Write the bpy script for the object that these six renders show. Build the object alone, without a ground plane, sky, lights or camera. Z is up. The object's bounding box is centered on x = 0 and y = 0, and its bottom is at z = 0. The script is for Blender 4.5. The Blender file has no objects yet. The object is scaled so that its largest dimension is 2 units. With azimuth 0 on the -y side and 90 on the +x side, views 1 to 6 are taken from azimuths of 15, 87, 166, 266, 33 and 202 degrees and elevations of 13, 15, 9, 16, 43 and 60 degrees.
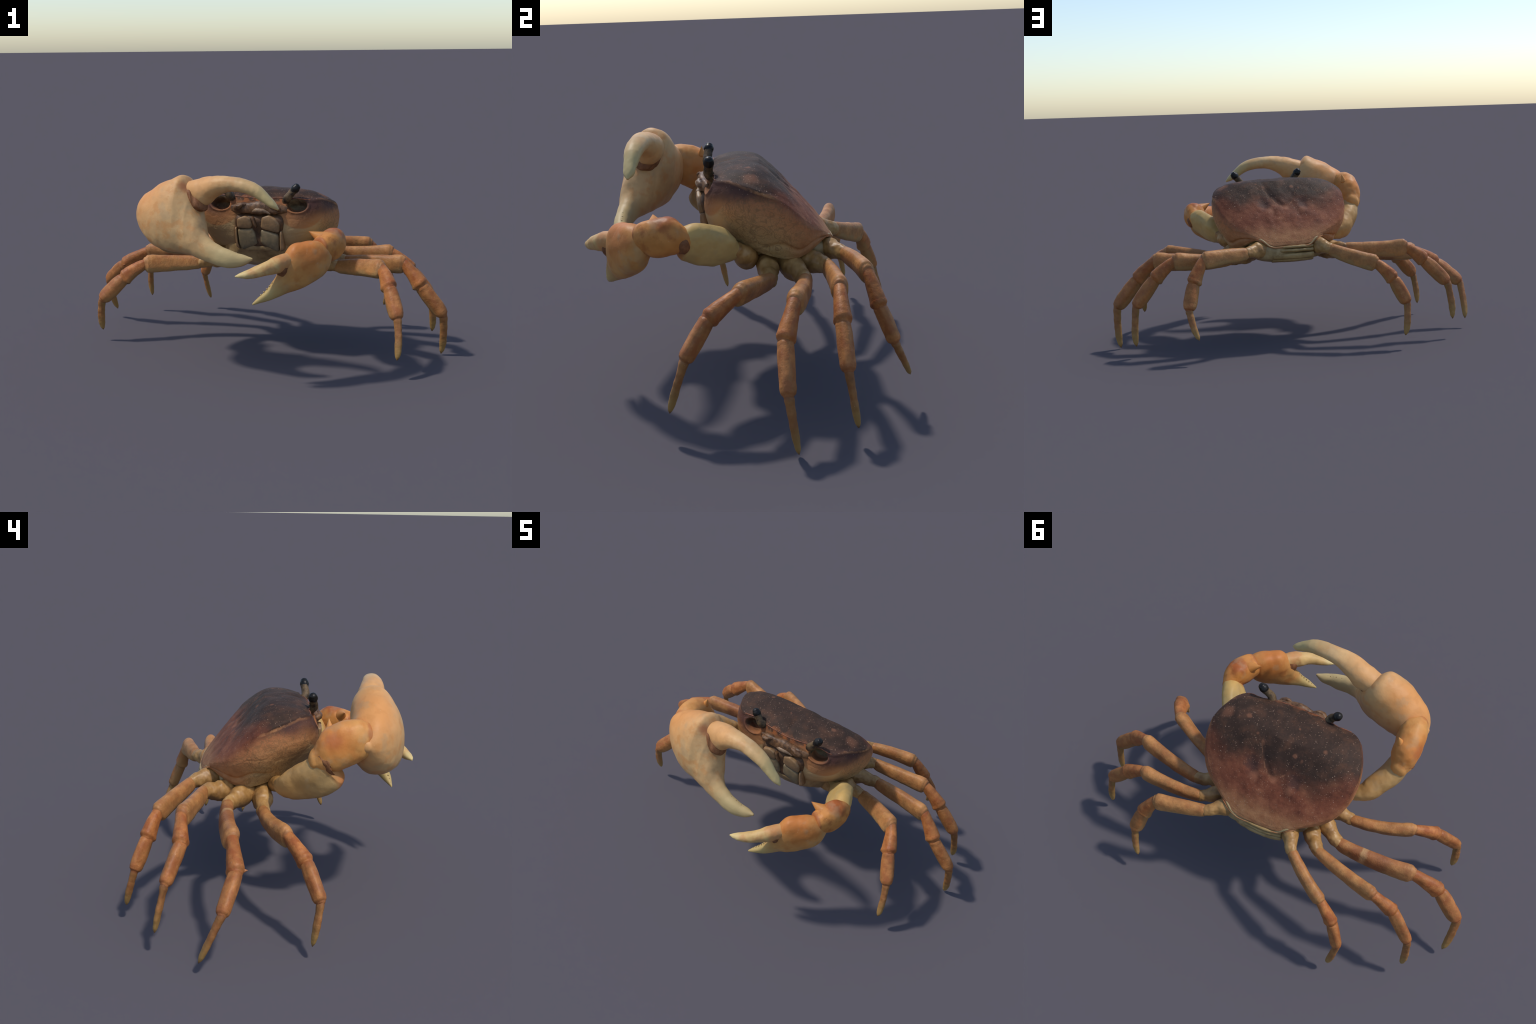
import bpy, math, random
import numpy as np
from mathutils import Vector, Matrix

random.seed(7)
XC = 0.051            # the body's plane of symmetry stands at x = XC

# ----------------------------------------------------------------- helpers
def V(*a):
    return np.array(a, dtype=float)

def unit(v):
    v = np.asarray(v, float)
    return v / (np.linalg.norm(v, axis=-1, keepdims=True) + 1e-12)

def lattice(ix, iy, iz, seed):
    h = (ix * 374761393 + iy * 668265263 + iz * 2147483647 + seed * 1274126177) & 0xFFFFFFFF
    h = ((h ^ (h >> 13)) * 1274126177) & 0xFFFFFFFF
    h = h ^ (h >> 16)
    return (h & 0xFFFF) / 65535.0 * 2.0 - 1.0

def noise3(P, freq, seed=1):
    """smooth value noise in -1..1 at the points P (n,3)"""
    Q = np.asarray(P) * freq + 100.0
    I = np.floor(Q).astype(np.int64)
    F = Q - I
    F = F * F * (3 - 2 * F)
    out = 0
    for dx in (0, 1):
        for dy in (0, 1):
            for dz in (0, 1):
                w = (F[..., 0] if dx else 1 - F[..., 0]) * (F[..., 1] if dy else 1 - F[..., 1]) * \
                    (F[..., 2] if dz else 1 - F[..., 2])
                out = out + w * lattice(I[..., 0] + dx, I[..., 1] + dy, I[..., 2] + dz, seed)
    return out

def fbm(P, freq, seed=1, octaves=3):
    return sum(noise3(P, freq * 2 ** k, seed + k) * 0.5 ** k for k in range(octaves))

def pchip(x, Y, xq):
    """monotone cubic through the rows of Y at x (no overshoot)"""
    x = np.asarray(x, float); Y = np.asarray(Y, float)
    h = np.diff(x)
    sh = (-1,) + (1,) * (Y.ndim - 1)
    d = np.diff(Y, axis=0) / h.reshape(sh)
    m = np.zeros_like(Y)
    m[0], m[-1] = d[0], d[-1]
    if len(x) > 2:
        a, b = d[:-1], d[1:]
        w1 = (2 * h[1:] + h[:-1]).reshape(sh); w2 = (h[1:] + 2 * h[:-1]).reshape(sh)
        with np.errstate(divide='ignore', invalid='ignore'):
            hm = (w1 + w2) / (w1 / a + w2 / b)
        m[1:-1] = np.where(a * b > 0, hm, 0)
    k = np.clip(np.searchsorted(x, xq, side='right') - 1, 0, len(h) - 1)
    t = ((xq - x[k]) / h[k]).reshape(sh)
    hk = h[k].reshape(sh)
    t2, t3 = t * t, t * t * t
    return (2 * t3 - 3 * t2 + 1) * Y[k] + (t3 - 2 * t2 + t) * hk * m[k] + (-2 * t3 + 3 * t2) * Y[k + 1] + (t3 - t2) * hk * m[k + 1]

def catmull(x, Y, xq):
    """smooth spline through the rows of Y at the knots x"""
    x = np.asarray(x, float); Y = np.asarray(Y, float)
    h = np.diff(x); sh = (-1,) + (1,) * (Y.ndim - 1)
    d = np.diff(Y, axis=0) / h.reshape(sh)
    m = np.zeros_like(Y); m[0], m[-1] = d[0], d[-1]
    if len(x) > 2:
        hh = h.reshape(sh)
        m[1:-1] = (hh[1:] * d[:-1] + hh[:-1] * d[1:]) / (hh[1:] + hh[:-1])
    k = np.clip(np.searchsorted(x, xq, side='right') - 1, 0, len(h) - 1)
    t = ((xq - x[k]) / h[k]).reshape(sh); hk = h[k].reshape(sh)
    t2, t3 = t * t, t * t * t
    return (2 * t3 - 3 * t2 + 1) * Y[k] + (t3 - 2 * t2 + t) * hk * m[k] + (-2 * t3 + 3 * t2) * Y[k + 1] + (t3 - t2) * hk * m[k + 1]

def grid_mesh(name, G, closed_u=True, cap0=True, cap1=True):
    """mesh from a grid of points G[ring, around, 3]"""
    n, m = G.shape[:2]
    verts = G.reshape(-1, 3)
    i = np.arange(n - 1)[:, None]; j = np.arange(m if closed_u else m - 1)[None, :]
    j2 = (j + 1) % m
    quads = np.stack(np.broadcast_arrays(i * m + j, i * m + j2, (i + 1) * m + j2, (i + 1) * m + j), -1).reshape(-1, 4)
    extra = []
    vl = verts.tolist()
    if cap0:
        vl.append(G[0].mean(0).tolist()); c = len(vl) - 1
        extra += [(c, (a + 1) % m, a) for a in range(m)]
    if cap1:
        vl.append(G[-1].mean(0).tolist()); c = len(vl) - 1
        b = (n - 1) * m
        extra += [(c, b + a, b + (a + 1) % m) for a in range(m)]
    me = bpy.data.meshes.new(name)
    me.from_pydata(vl, [], quads.tolist() + extra)
    me.polygons.foreach_set('use_smooth', [True] * len(me.polygons))
    me.update()
    return me

def normals_of(G):
    du = np.roll(G, -1, 1) - np.roll(G, 1, 1)
    dv = np.gradient(G, axis=0)
    return unit(np.cross(du, dv))

def make_object(name, me, mat, parent=None, matrix=None):
    ob = bpy.data.objects.new(name, me)
    bpy.context.scene.collection.objects.link(ob)
    if me is not None and mat is not None:
        me.materials.append(mat)
    if parent is not None:
        ob.parent = parent
    if matrix is not None:
        ob.matrix_basis = matrix
    return ob

def loft(name, secs, rings=70, around=56, power=2.25, cap=(0.5, 0.5), lump=0.0, freq=30, seed=1, deform=None, flat=0.0):
    """Body lofted through sections given as rails: (top point, bottom point, half thickness).
    Ends are closed by rounded caps."""
    top = V(*[s[0] for s in secs]); bot = V(*[s[1] for s in secs]); w = V(*[s[2] for s in secs])
    mid = (top + bot) / 2
    x = np.concatenate([[0], np.cumsum(np.linalg.norm(np.diff(mid, axis=0), axis=1))])
    q = np.linspace(0, x[-1], rings)
    T, B, W = catmull(x, top, q), catmull(x, bot, q), np.maximum(catmull(x, w, q), 0.0012)
    C = (T + B) / 2
    tan = unit(np.gradient(C, axis=0))
    up = (T - B) / 2
    H = np.linalg.norm(up, axis=1)
    side = unit(np.cross(tan, up))
    a = np.linspace(0, 2 * np.pi, around, endpoint=False)
    ca, sa = np.cos(a), np.sin(a)
    e = 2.0 / power
    cu = np.sign(ca) * np.abs(ca) ** e; su = np.sign(sa) * np.abs(sa) ** e
    G = C[:, None] + up[:, None] * cu[None, :, None] + side[:, None] * (W[:, None] * su)[..., None]
    rows = [G]
    for end, amount in ((0, cap[0]), (-1, cap[1])):
        if amount <= 0:
            continue
        r = min(H[end], W[end]) * amount
        out = tan[end] * (-1 if end == 0 else 1)
        extra = []
        for k in range(1, 7):
            f = k / 6.0 * math.pi / 2
            sc = max(math.cos(f), 0.02)
            sc = 1 - (1 - sc) * 0.98
            extra.append(C[end] + (G[end] - C[end]) * sc + out * r * math.sin(f))
        ex = np.array(extra)
        rows = [ex[::-1]] + rows if end == 0 else rows + [ex]
    G = np.concatenate(rows)
    if deform is not None:
        G = deform(G)
    if lump:
        N = normals_of(G)
        G = G + N * (lump * fbm(G, freq, seed))[..., None]
    return grid_mesh(name, G)

def tube(name, pts, radii, rings=40, around=24, lump=0, freq=40, seed=1, cap=(1, 1), ratio=1.0, upv=(0, 0, 1)):
    pts = V(*pts)
    secs = []
    tan = unit(np.gradient(pts, axis=0))
    for p, t, r in zip(pts, tan, radii):
        u = V(*upv) - t * np.dot(V(*upv), t)
        if np.linalg.norm(u) < 0.1:
            u = V(1, 0, 0) - t * t[0]
        u = unit(u)
        secs.append((p + u * r, p - u * r, r * ratio))
    return loft(name, secs, rings, around, 2.0, cap, lump, freq, seed)

# ----------------------------------------------------------------- materials
def lin(c):
    r = []
    for v in c:
        v = v / 255.0
        r.append(v / 12.92 if v <= 0.04045 else ((v + 0.055) / 1.055) ** 2.4)
    return (*r, 1.0)

class Nodes:
    def __init__(self, name, rough=0.45, spec=0.4):
        self.m = bpy.data.materials.new(name)
        self.m.use_nodes = True
        self.t = self.m.node_tree
        self.b = self.t.nodes['Principled BSDF']
        self.b.inputs['Roughness'].default_value = rough
        self.b.inputs['Specular IOR Level'].default_value = spec
        self.tc = self.t.nodes.new('ShaderNodeTexCoord')
        self.obj = self.tc.outputs['Object']
        self.gen = self.tc.outputs['Generated']
    def put(self, sock, v):
        if hasattr(v, 'is_linked') or isinstance(v, bpy.types.NodeSocket):
            self.t.links.new(v, sock)
        else:
            sock.default_value = v
    def math(self, op, a, b=0.0, c=None, clamp=False):
        n = self.t.nodes.new('ShaderNodeMath'); n.operation = op; n.use_clamp = clamp
        self.put(n.inputs[0], a); self.put(n.inputs[1], b)
        if c is not None: self.put(n.inputs[2], c)
        return n.outputs[0]
    def add(self, a, b): return self.math('ADD', a, b)
    def mul(self, a, b): return self.math('MULTIPLY', a, b)
    def sub(self, a, b): return self.math('SUBTRACT', a, b)
    def mx(self, a, b): return self.math('MAXIMUM', a, b)
    def xyz(self, v):
        n = self.t.nodes.new('ShaderNodeSeparateXYZ'); self.put(n.inputs[0], v); return n.outputs
    def smooth(self, v, lo, hi, a=0.0, b=1.0):
        n = self.t.nodes.new('ShaderNodeMapRange'); n.interpolation_type = 'SMOOTHSTEP'
        self.put(n.inputs[0], v)
        if lo > hi: lo, hi, a, b = hi, lo, b, a
        for k, val in zip((1, 2, 3, 4), (lo, hi, a, b)): n.inputs[k].default_value = val
        return n.outputs[0]
    def noise(self, scale, detail=3.0, vec=None, dist=0.0, rough=0.55):
        n = self.t.nodes.new('ShaderNodeTexNoise')
        self.put(n.inputs['Vector'], vec if vec is not None else self.obj)
        n.inputs['Scale'].default_value = scale; n.inputs['Detail'].default_value = detail
        n.inputs['Roughness'].default_value = rough; n.inputs['Distortion'].default_value = dist
        return n.outputs['Fac']
    def voronoi(self, scale, vec=None, feature='F1', rnd=1.0):
        n = self.t.nodes.new('ShaderNodeTexVoronoi'); n.feature = feature
        self.put(n.inputs['Vector'], vec if vec is not None else self.obj)
        n.inputs['Scale'].default_value = scale; n.inputs['Randomness'].default_value = rnd
        return n.outputs['Distance']
    def mix(self, fac, a, b, mode='MIX'):
        n = self.t.nodes.new('ShaderNodeMix'); n.data_type = 'RGBA'; n.blend_type = mode
        self.put(n.inputs['Factor'], fac)
        self.put(n.inputs['A'], lin(a) if isinstance(a, tuple) and len(a) == 3 else a)
        self.put(n.inputs['B'], lin(b) if isinstance(b, tuple) and len(b) == 3 else b)
        return n.outputs['Result']
    def ramp(self, fac, stops):
        n = self.t.nodes.new('ShaderNodeValToRGB'); r = n.color_ramp
        while len(r.elements) < len(stops): r.elements.new(0.5)
        for e, (p, c) in zip(r.elements, stops):
            e.position = p; e.color = lin(c)
        self.put(n.inputs[0], fac)
        return n.outputs[0]
    def dist(self, p, scale=(1, 1, 1), vec=None):
        n = self.t.nodes.new('ShaderNodeVectorMath'); n.operation = 'SUBTRACT'
        self.put(n.inputs[0], vec if vec is not None else self.obj); n.inputs[1].default_value = p
        k = self.t.nodes.new('ShaderNodeVectorMath'); k.operation = 'MULTIPLY'
        self.t.links.new(n.outputs[0], k.inputs[0]); k.inputs[1].default_value = scale
        l = self.t.nodes.new('ShaderNodeVectorMath'); l.operation = 'LENGTH'
        self.t.links.new(k.outputs[0], l.inputs[0])
        return l.outputs['Value']
    def spot(self, p, r0, r1, scale=(1, 1, 1), wobble=None, vec=None):
        """1 within r0 of p, fading to 0 at r1"""
        d = self.dist(p, scale, vec)
        if wobble is not None: d = self.add(d, wobble)
        return self.smooth(d, r1, r0)
    def wob(self, scale, amp, detail=3.0):
        return self.mul(self.sub(self.noise(scale, detail), 0.5), amp)
    def bump(self, h, strength, dist=0.002):
        n = self.t.nodes.new('ShaderNodeBump')
        n.inputs['Strength'].default_value = strength; n.inputs['Distance'].default_value = dist
        self.put(n.inputs['Height'], h)
        self.t.links.new(n.outputs[0], self.b.inputs['Normal'])
    def done(self, col):
        self.put(self.b.inputs['Base Color'], col)
        return self.m

def carapace_material():
    N = Nodes('carapace_shell', 0.66, 0.15)
    x, y, z = N.xyz(N.obj)
    hx = N.math('ABSOLUTE', N.sub(x, XC))
    w1 = N.wob(9, 0.10, 4.0); w2 = N.wob(38, 0.05, 4.0)
    # height above the shoulder line (side walls below, dome above)
    yc = N.math('MAXIMUM', y, -0.08)
    zr = N.add(N.add(N.mul(yc, -0.36), 0.802), N.mul(N.math('MAXIMUM', N.sub(y, 0.09), 0.0), -0.45))
    m = N.sub(z, zr)
    mw = N.add(N.add(m, N.mul(w1, 0.5)), N.mul(w2, 0.6))
    wall = N.ramp(N.smooth(mw, -0.26, 0.0), [(0.0, (174, 146, 98)), (0.3, (178, 141, 93)), (0.62, (186, 134, 87)), (1.0, (172, 110, 72))])
    # vein-like marbling on the walls
    vein = N.noise(17, 2.0, dist=1.6)
    vl = N.smooth(N.math('ABSOLUTE', N.sub(vein, 0.5)), 0.0, 0.055, 1.0, 0.0)
    vein2 = N.noise(34, 1.0, dist=2.2)
    vl2 = N.smooth(N.math('ABSOLUTE', N.sub(vein2, 0.5)), 0.0, 0.06, 1.0, 0.0)
    wall = N.mix(N.mul(N.mx(vl, N.mul(vl2, 0.8)), 0.55), wall, (120, 94, 64))
    # dome
    dome = N.ramp(N.add(N.noise(11, 4.0), N.wob(60, 0.35)), [(0.25, (94, 53, 38)), (0.5, (123, 71, 50)), (0.75, (149, 94, 66))])
    dark = N.ramp(N.add(N.noise(16, 4.0), N.wob(70, 0.3)), [(0.2, (48, 36, 29)), (0.5, (62, 46, 37)), (0.85, (94, 64, 47))])
    edge = N.math('MAXIMUM', N.sub(hx, 0.22), 0.0)
    fy = N.add(N.add(N.add(y, w1), w2), N.mul(edge, 0.55))
    dmask = N.smooth(fy, 0.225, 0.105)
    col = N.mix(dmask, dome, dark)
    # dark pools beside the central groove
    for sx in (-1, 1):
        p = N.spot((0.04 + sx * 0.105, 0.16, 0.74), 0.012, 0.055, (1, 1, 0.6), N.mul(w2, 1.0))
        col = N.mix(N.mul(p, 0.7), col, (66, 48, 44))
    # U shaped groove: dark within its arms, a thin pale line along it
    xr = N.sub(x, 0.038)
    yg = N.add(N.mul(N.math('POWER', N.mul(xr, 12.5), 2.0), -0.065), 0.175)
    inb = N.smooth(N.math('ABSOLUTE', xr), 0.105, 0.075)
    gd = N.sub(N.add(y, N.mul(w2, 0.25)), yg)
    col = N.mix(N.mul(N.mul(N.smooth(gd, -0.06, -0.012), N.smooth(gd, 0.004, -0.004)), N.mul(inb, 0.42)), col, (60, 43, 36))
    col = N.mix(N.mul(N.smooth(N.math('ABSOLUTE', N.sub(gd, 0.006)), 0.007, 0.002), N.mul(inb, N.mul(N.smooth(N.noise(26), 0.45, 0.65), 0.6))), col, (150, 104, 76))
    # paler scars and muscle marks
    for px, py, pz, r in ((0.24, -0.005, 0.86, 0.016), (-0.15, 0.03, 0.855, 0.014), (0.13, 0.085, 0.85, 0.015), (-0.03, 0.09, 0.845, 0.012),
                          (-0.065, 0.10, 0.84, 0.01), (0.125, 0.20, 0.72, 0.028), (-0.055, 0.205, 0.71, 0.024), (0.035, 0.185, 0.735, 0.02),
                          (0.0, -0.03, 0.87, 0.008), (0.17, 0.06, 0.84, 0.01), (0.085, 0.305, 0.6, 0.008), (0.345, 0.0, 0.815, 0.04)):
        p = N.spot((px, py, pz), r * 0.35, r * 1.15, (1, 1, 0.5), N.mul(w2, 0.5))
        col = N.mix(N.mul(p, 0.36), col, (160, 106, 78))
    # dome over wall
    dm = N.smooth(N.add(m, N.add(N.mul(w2, 0.5), N.mul(w1, 0.35))), -0.045, 0.012)
    body = N.mix(dm, wall, col)
    # rear slope paling towards the hind margin
    rear = N.mul(N.smooth(N.add(z, N.add(N.mul(w1, 0.7), N.mul(w2, 0.5))), 0.665, 0.565), N.smooth(y, 0.1, 0.2))
    body = N.mix(N.mul(rear, 0.8), body, N.ramp(N.noise(24, 4.0), [(0.3, (148, 98, 64)), (0.7, (180, 130, 88))]))
    # pale worn line on the shoulder ridge
    rl = N.mul(N.smooth(N.math('ABSOLUTE', N.add(N.sub(m, 0.0), N.mul(w2, 0.2))), 0.009, 0.002), N.mul(N.smooth(hx, 0.28, 0.32), N.smooth(y, 0.12, 0.05)))
    body = N.mix(N.mul(N.mul(rl, N.smooth(N.noise(35), 0.3, 0.6)), 0.7), body, (188, 132, 88))
    # face: warm patch below the orbits, cream cheeks
    front = N.smooth(y, -0.05, -0.11)
    lowf = N.mul(front, N.smooth(N.add(z, N.mul(w1, 0.3)), 0.80, 0.72))
    body = N.mix(N.mul(lowf, N.smooth(hx, 0.33, 0.28)), body, (176, 146, 104))
    for sx in (-1, 1):
        c = (XC + sx * 0.215, -0.15, 0.815)
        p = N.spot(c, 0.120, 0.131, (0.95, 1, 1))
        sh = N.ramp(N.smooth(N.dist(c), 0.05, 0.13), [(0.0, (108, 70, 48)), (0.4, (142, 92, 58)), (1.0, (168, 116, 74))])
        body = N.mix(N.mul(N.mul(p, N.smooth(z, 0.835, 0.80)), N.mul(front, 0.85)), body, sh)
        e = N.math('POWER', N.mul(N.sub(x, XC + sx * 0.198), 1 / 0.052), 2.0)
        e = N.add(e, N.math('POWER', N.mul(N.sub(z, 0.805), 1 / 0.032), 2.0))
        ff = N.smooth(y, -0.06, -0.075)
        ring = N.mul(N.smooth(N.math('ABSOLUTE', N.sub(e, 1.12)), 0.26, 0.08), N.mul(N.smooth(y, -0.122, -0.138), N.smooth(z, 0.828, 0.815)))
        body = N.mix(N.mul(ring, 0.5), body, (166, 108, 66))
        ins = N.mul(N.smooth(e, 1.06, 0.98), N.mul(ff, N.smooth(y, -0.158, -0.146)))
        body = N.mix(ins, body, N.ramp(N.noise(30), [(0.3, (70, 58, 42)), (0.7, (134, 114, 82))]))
    # dark purple staining of the wall just under the front shoulder
    st = N.mul(N.smooth(N.add(z, N.mul(w1, 0.6)), 0.735, 0.80), N.mul(N.smooth(y, 0.04, -0.03), N.smooth(hx, 0.16, 0.27)))
    st = N.mul(st, N.smooth(N.add(m, 0), 0.02, -0.012))
    body = N.mix(N.mul(st, 0.8), body, (72, 50, 48))
    # frontal margin flushed orange
    fm = N.mul(N.smooth(N.add(y, w1), -0.118, -0.16), N.mul(N.smooth(z, 0.80, 0.82), N.smooth(hx, 0.15, 0.11)))
    body = N.mix(N.mul(fm, N.mul(N.smooth(N.noise(30, 3.0), 0.45, 0.6), 0.8)), body, (158, 94, 54))
    body = N.mix(N.mul(N.smooth(hx, 0.13, 0.11), N.mul(N.smooth(z, 0.822, 0.805), front)), body, (122, 88, 60))
    # pale speckle (pits and granules) on the dome
    v = N.voronoi(95)
    pick = N.smooth(N.noise(40, 2.0), 0.36, 0.56)
    sp = N.mul(N.mul(N.smooth(v, 0.22, 0.10), pick), dm)
    body = N.mix(N.mul(sp, 0.6), body, (168, 134, 110))
    v2 = N.voronoi(48)
    sp2 = N.mul(N.mul(N.smooth(v2, 0.13, 0.05), N.smooth(N.noise(15), 0.44, 0.54)), dm)
    body = N.mix(N.mul(sp2, 0.7), body, (190, 160, 136))
    h = N.add(N.mul(N.voronoi(130), -0.6), N.mul(N.noise(60, 4.0), 0.8))
    N.bump(h, 0.32, 0.003)
    return N.done(body)

def rim_material():
    N = Nodes('pale_rim', 0.5, 0.3)
    return N.done(N.ramp(N.noise(30), [(0.3, (150, 128, 88)), (0.7, (172, 150, 108))]))

def thorax_material(name='thorax_cuticle', a=(118, 92, 56), b=(160, 132, 88), c=(186, 160, 116)):
    N = Nodes(name, 0.45, 0.4)
    f = N.add(N.noise(14, 4.0), N.wob(60, 0.3))
    col = N.ramp(f, [(0.25, a), (0.5, b), (0.8, c)])
    N.bump(N.noise(70, 4.0), 0.2, 0.003)
    return N.done(col)

def leg_material(name, base, warm, pale, ring0=0.10, ring1=0.12, warm_amt=0.6, ring_amt=0.55, tip=None, seed=0.0, band=None):
    """Leg cuticle. Generated z runs along the segment (0 = near end); local +x is the upper side."""
    N = Nodes(name, 0.5, 0.28)
    g = N.xyz(N.gen)
    rnd = N.t.nodes.new('ShaderNodeObjectInfo').outputs['Random']
    off = N.t.nodes.new('ShaderNodeVectorMath'); off.operation = 'ADD'
    N.t.links.new(N.obj, off.inputs[0])
    sc = N.mul(rnd, 7.0)
    cmb = N.t.nodes.new('ShaderNodeCombineXYZ'); N.put(cmb.inputs[0], sc); N.put(cmb.inputs[1], sc); N.put(cmb.inputs[2], sc)
    N.t.links.new(cmb.outputs[0], off.inputs[1])
    vec = off.outputs[0]
    n1 = N.noise(16, 4.0, vec); n2 = N.noise(75, 3.0, vec)
    col = N.ramp(N.add(n1, N.mul(N.sub(n2, 0.5), 0.4)), [(0.25, tuple(int(v * 0.80) for v in base)), (0.52, base), (0.82, tuple(min(255, int(v * 1.16)) for v in base))])
    # upper side flushed, lower side pale
    up = N.add(g[0], N.mul(N.sub(n1, 0.5), 0.6))
    col = N.mix(N.mul(N.smooth(up, 0.36, 0.12), 0.7), col, pale)
    patch = N.mul(N.smooth(N.noise(26, 3.0, vec), 0.38, 0.66), N.smooth(up, 0.25, 0.7))
    col = N.mix(N.mul(patch, warm_amt), col, warm)
    gz = N.add(g[2], N.mul(N.sub(N.noise(30, 2.0, vec), 0.5), 0.07))
    r0 = N.smooth(gz, ring0, ring0 * 0.3); r1 = N.smooth(gz, 1 - ring1, 1 - ring1 * 0.25)
    col = N.mix(N.mul(N.mx(r0, N.mul(r1, 0.8)), ring_amt), col, (132, 78, 52))
    if band is not None:
        for c0, wd, am, bc in band:
            bm = N.smooth(N.math('ABSOLUTE', N.sub(gz, c0)), wd, wd * 0.4)
            col = N.mix(N.mul(bm, am), col, bc)
    if tip is not None:
        col = N.mix(N.smooth(gz, 0.45, 0.9), col, tip)
        col = N.mix(N.mul(N.smooth(gz, 0.93, 0.99), 0.7), col, (92, 58, 36))
    # small pale scars
    sp = N.mul(N.smooth(N.voronoi(85, vec), 0.14, 0.05), N.smooth(N.noise(24, 2.0, vec), 0.5, 0.62))
    col = N.mix(N.mul(sp, 0.55), col, (220, 190, 150))
    dk = N.mul(N.smooth(N.voronoi(120, vec), 0.2, 0.08), N.smooth(N.noise(30, 2.0, vec), 0.45, 0.6))
    col = N.mix(N.mul(dk, 0.4), col, (112, 62, 38))
    N.bump(N.add(n2, N.mul(N.noise(150, 2.0, vec), 0.5)), 0.4, 0.003)
    return N.done(col)

def claw_material(name, base, heel, centre, r0, r1, finger=None, red=None, scale=(1, 1, 1), cuff=None):
    N = Nodes(name, 0.5, 0.26)
    w = N.wob(12, 0.10); n2 = N.noise(60, 3.0)
    col = N.ramp(N.add(N.noise(9, 4.0), N.mul(N.sub(n2, 0.5), 0.25)), [(0.25, tuple(int(v * 0.9) for v in base)), (0.55, base), (0.85, tuple(min(255, int(v * 1.08)) for v in base))])
    col = N.mix(N.mul(N.spot(centre, r0, r1, scale, w), 0.85), col, heel)
    mot = N.mul(N.smooth(N.noise(20, 4.0), 0.48, 0.66), 0.5)
    col = N.mix(mot, col, tuple(int(h * 0.93) for h in heel))
    col = N.mix(N.mul(N.smooth(N.noise(13, 3.0), 0.46, 0.32), 0.3), col, (168, 146, 112))
    for p, a, b, c, amt in (red or []):
        col = N.mix(N.mul(N.spot(p, a, b, (1, 1, 1), N.wob(30, 0.03)), amt), col, c)
    if finger is not None:
        p, a, b, c = finger
        col = N.mix(N.spot(p, a, b, (1, 1, 1), w), col, c)
    if cuff is not None:          # reddish edge of the segment, beyond a plane
        nrm, off, wid, cc, amt = cuff
        dt = N.t.nodes.new('ShaderNodeVectorMath'); dt.operation = 'DOT_PRODUCT'
        N.t.links.new(N.obj, dt.inputs[0]); dt.inputs[1].default_value = nrm
        col = N.mix(N.mul(N.smooth(N.add(dt.outputs['Value'], N.wob(40, 0.012)), off - wid, off), amt), col, cc)
    sp = N.mul(N.smooth(N.voronoi(70), 0.12, 0.04), N.smooth(N.noise(18, 2.0), 0.52, 0.62))
    col = N.mix(N.mul(sp, 0.4), col, (226, 200, 166))
    N.bump(N.add(n2, N.mul(N.noise(140, 2.0), 0.4)), 0.28, 0.003)
    return N.done(col)

def plain(name, a, b, scale=25, rough=0.45, spec=0.4, bump=0.15):
    N = Nodes(name, rough, spec)
    col = N.ramp(N.add(N.noise(scale, 4.0), N.wob(scale * 4, 0.25)), [(0.3, a), (0.7, b)])
    if bump: N.bump(N.noise(scale * 4, 3.0), bump, 0.003)
    return N.done(col)

MAT_SHELL = carapace_material()
MAT_RIM = rim_material()
MAT_THORAX = thorax_material()
MAT_ABDOMEN = thorax_material('abdomen_cuticle', (122, 94, 54), (156, 126, 78), (180, 150, 100))
MAT_COXA = thorax_material('coxa_cuticle', (120, 84, 44), (162, 120, 68), (196, 156, 100))
MAT_MEMBRANE = plain('joint_membrane', (112, 70, 44), (142, 96, 62), 40, 0.6, 0.2)
MAT_ORBIT = plain('brow_margin', (84, 52, 38), (156, 92, 58), 24, 0.5)
MAT_EYE = plain('cornea', (18, 17, 16), (34, 31, 28), 60, 0.38, 0.25, 0)
MAT_STALK = plain('eyestalk_cuticle', (38, 32, 28), (112, 90, 62), 38, 0.55, 0.25)
MAT_PLATE = plain('mouth_plate', (124, 100, 72), (164, 126, 86), 22, 0.45)
MAT_PLATE_LOW = plain('mouth_plate_lower', (110, 98, 74), (140, 120, 88), 22, 0.45)
MAT_MOUTH = plain('mouth_membrane', (64, 43, 26), (100, 70, 43), 45, 0.6)
MAT_EPI = plain('epistome_cuticle', (66, 45, 30), (128, 92, 60), 45, 0.5)
PALE = (172, 139, 90)
MAT_THIGH = leg_material('thigh_cuticle', (174, 121, 70), (156, 93, 51), PALE, 0.05, 0.05, 0.5, 0.4)
MAT_THIGH_BANDED = leg_material('thigh_cuticle_banded', (174, 121, 72), (144, 83, 49), PALE, 0.05, 0.05, 0.5, 0.4,
                                band=((0.29, 0.07, 0.45, (128, 68, 44)), (0.38, 0.05, 0.4, (198, 164, 116)), (0.54, 0.17, 0.5, (120, 64, 42))))
MAT_KNEE = leg_material('knee_cuticle', (172, 108, 58), (146, 77, 38), (166, 128, 80), 0.22, 0.08, 0.75, 0.55)
MAT_SHIN = leg_material('shin_cuticle', (169, 110, 61), (148, 82, 44), (162, 122, 76), 0.05, 0.14, 0.65, 0.5)
MAT_TOE = leg_material('toe_cuticle', (150, 102, 58), (130, 76, 44), (152, 118, 68), 0.14, 0.02, 0.5, 0.5, tip=(158, 122, 69))
MAT_SPUR = plain('dark_spur', (24, 20, 18), (52, 40, 32), 60)
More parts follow.
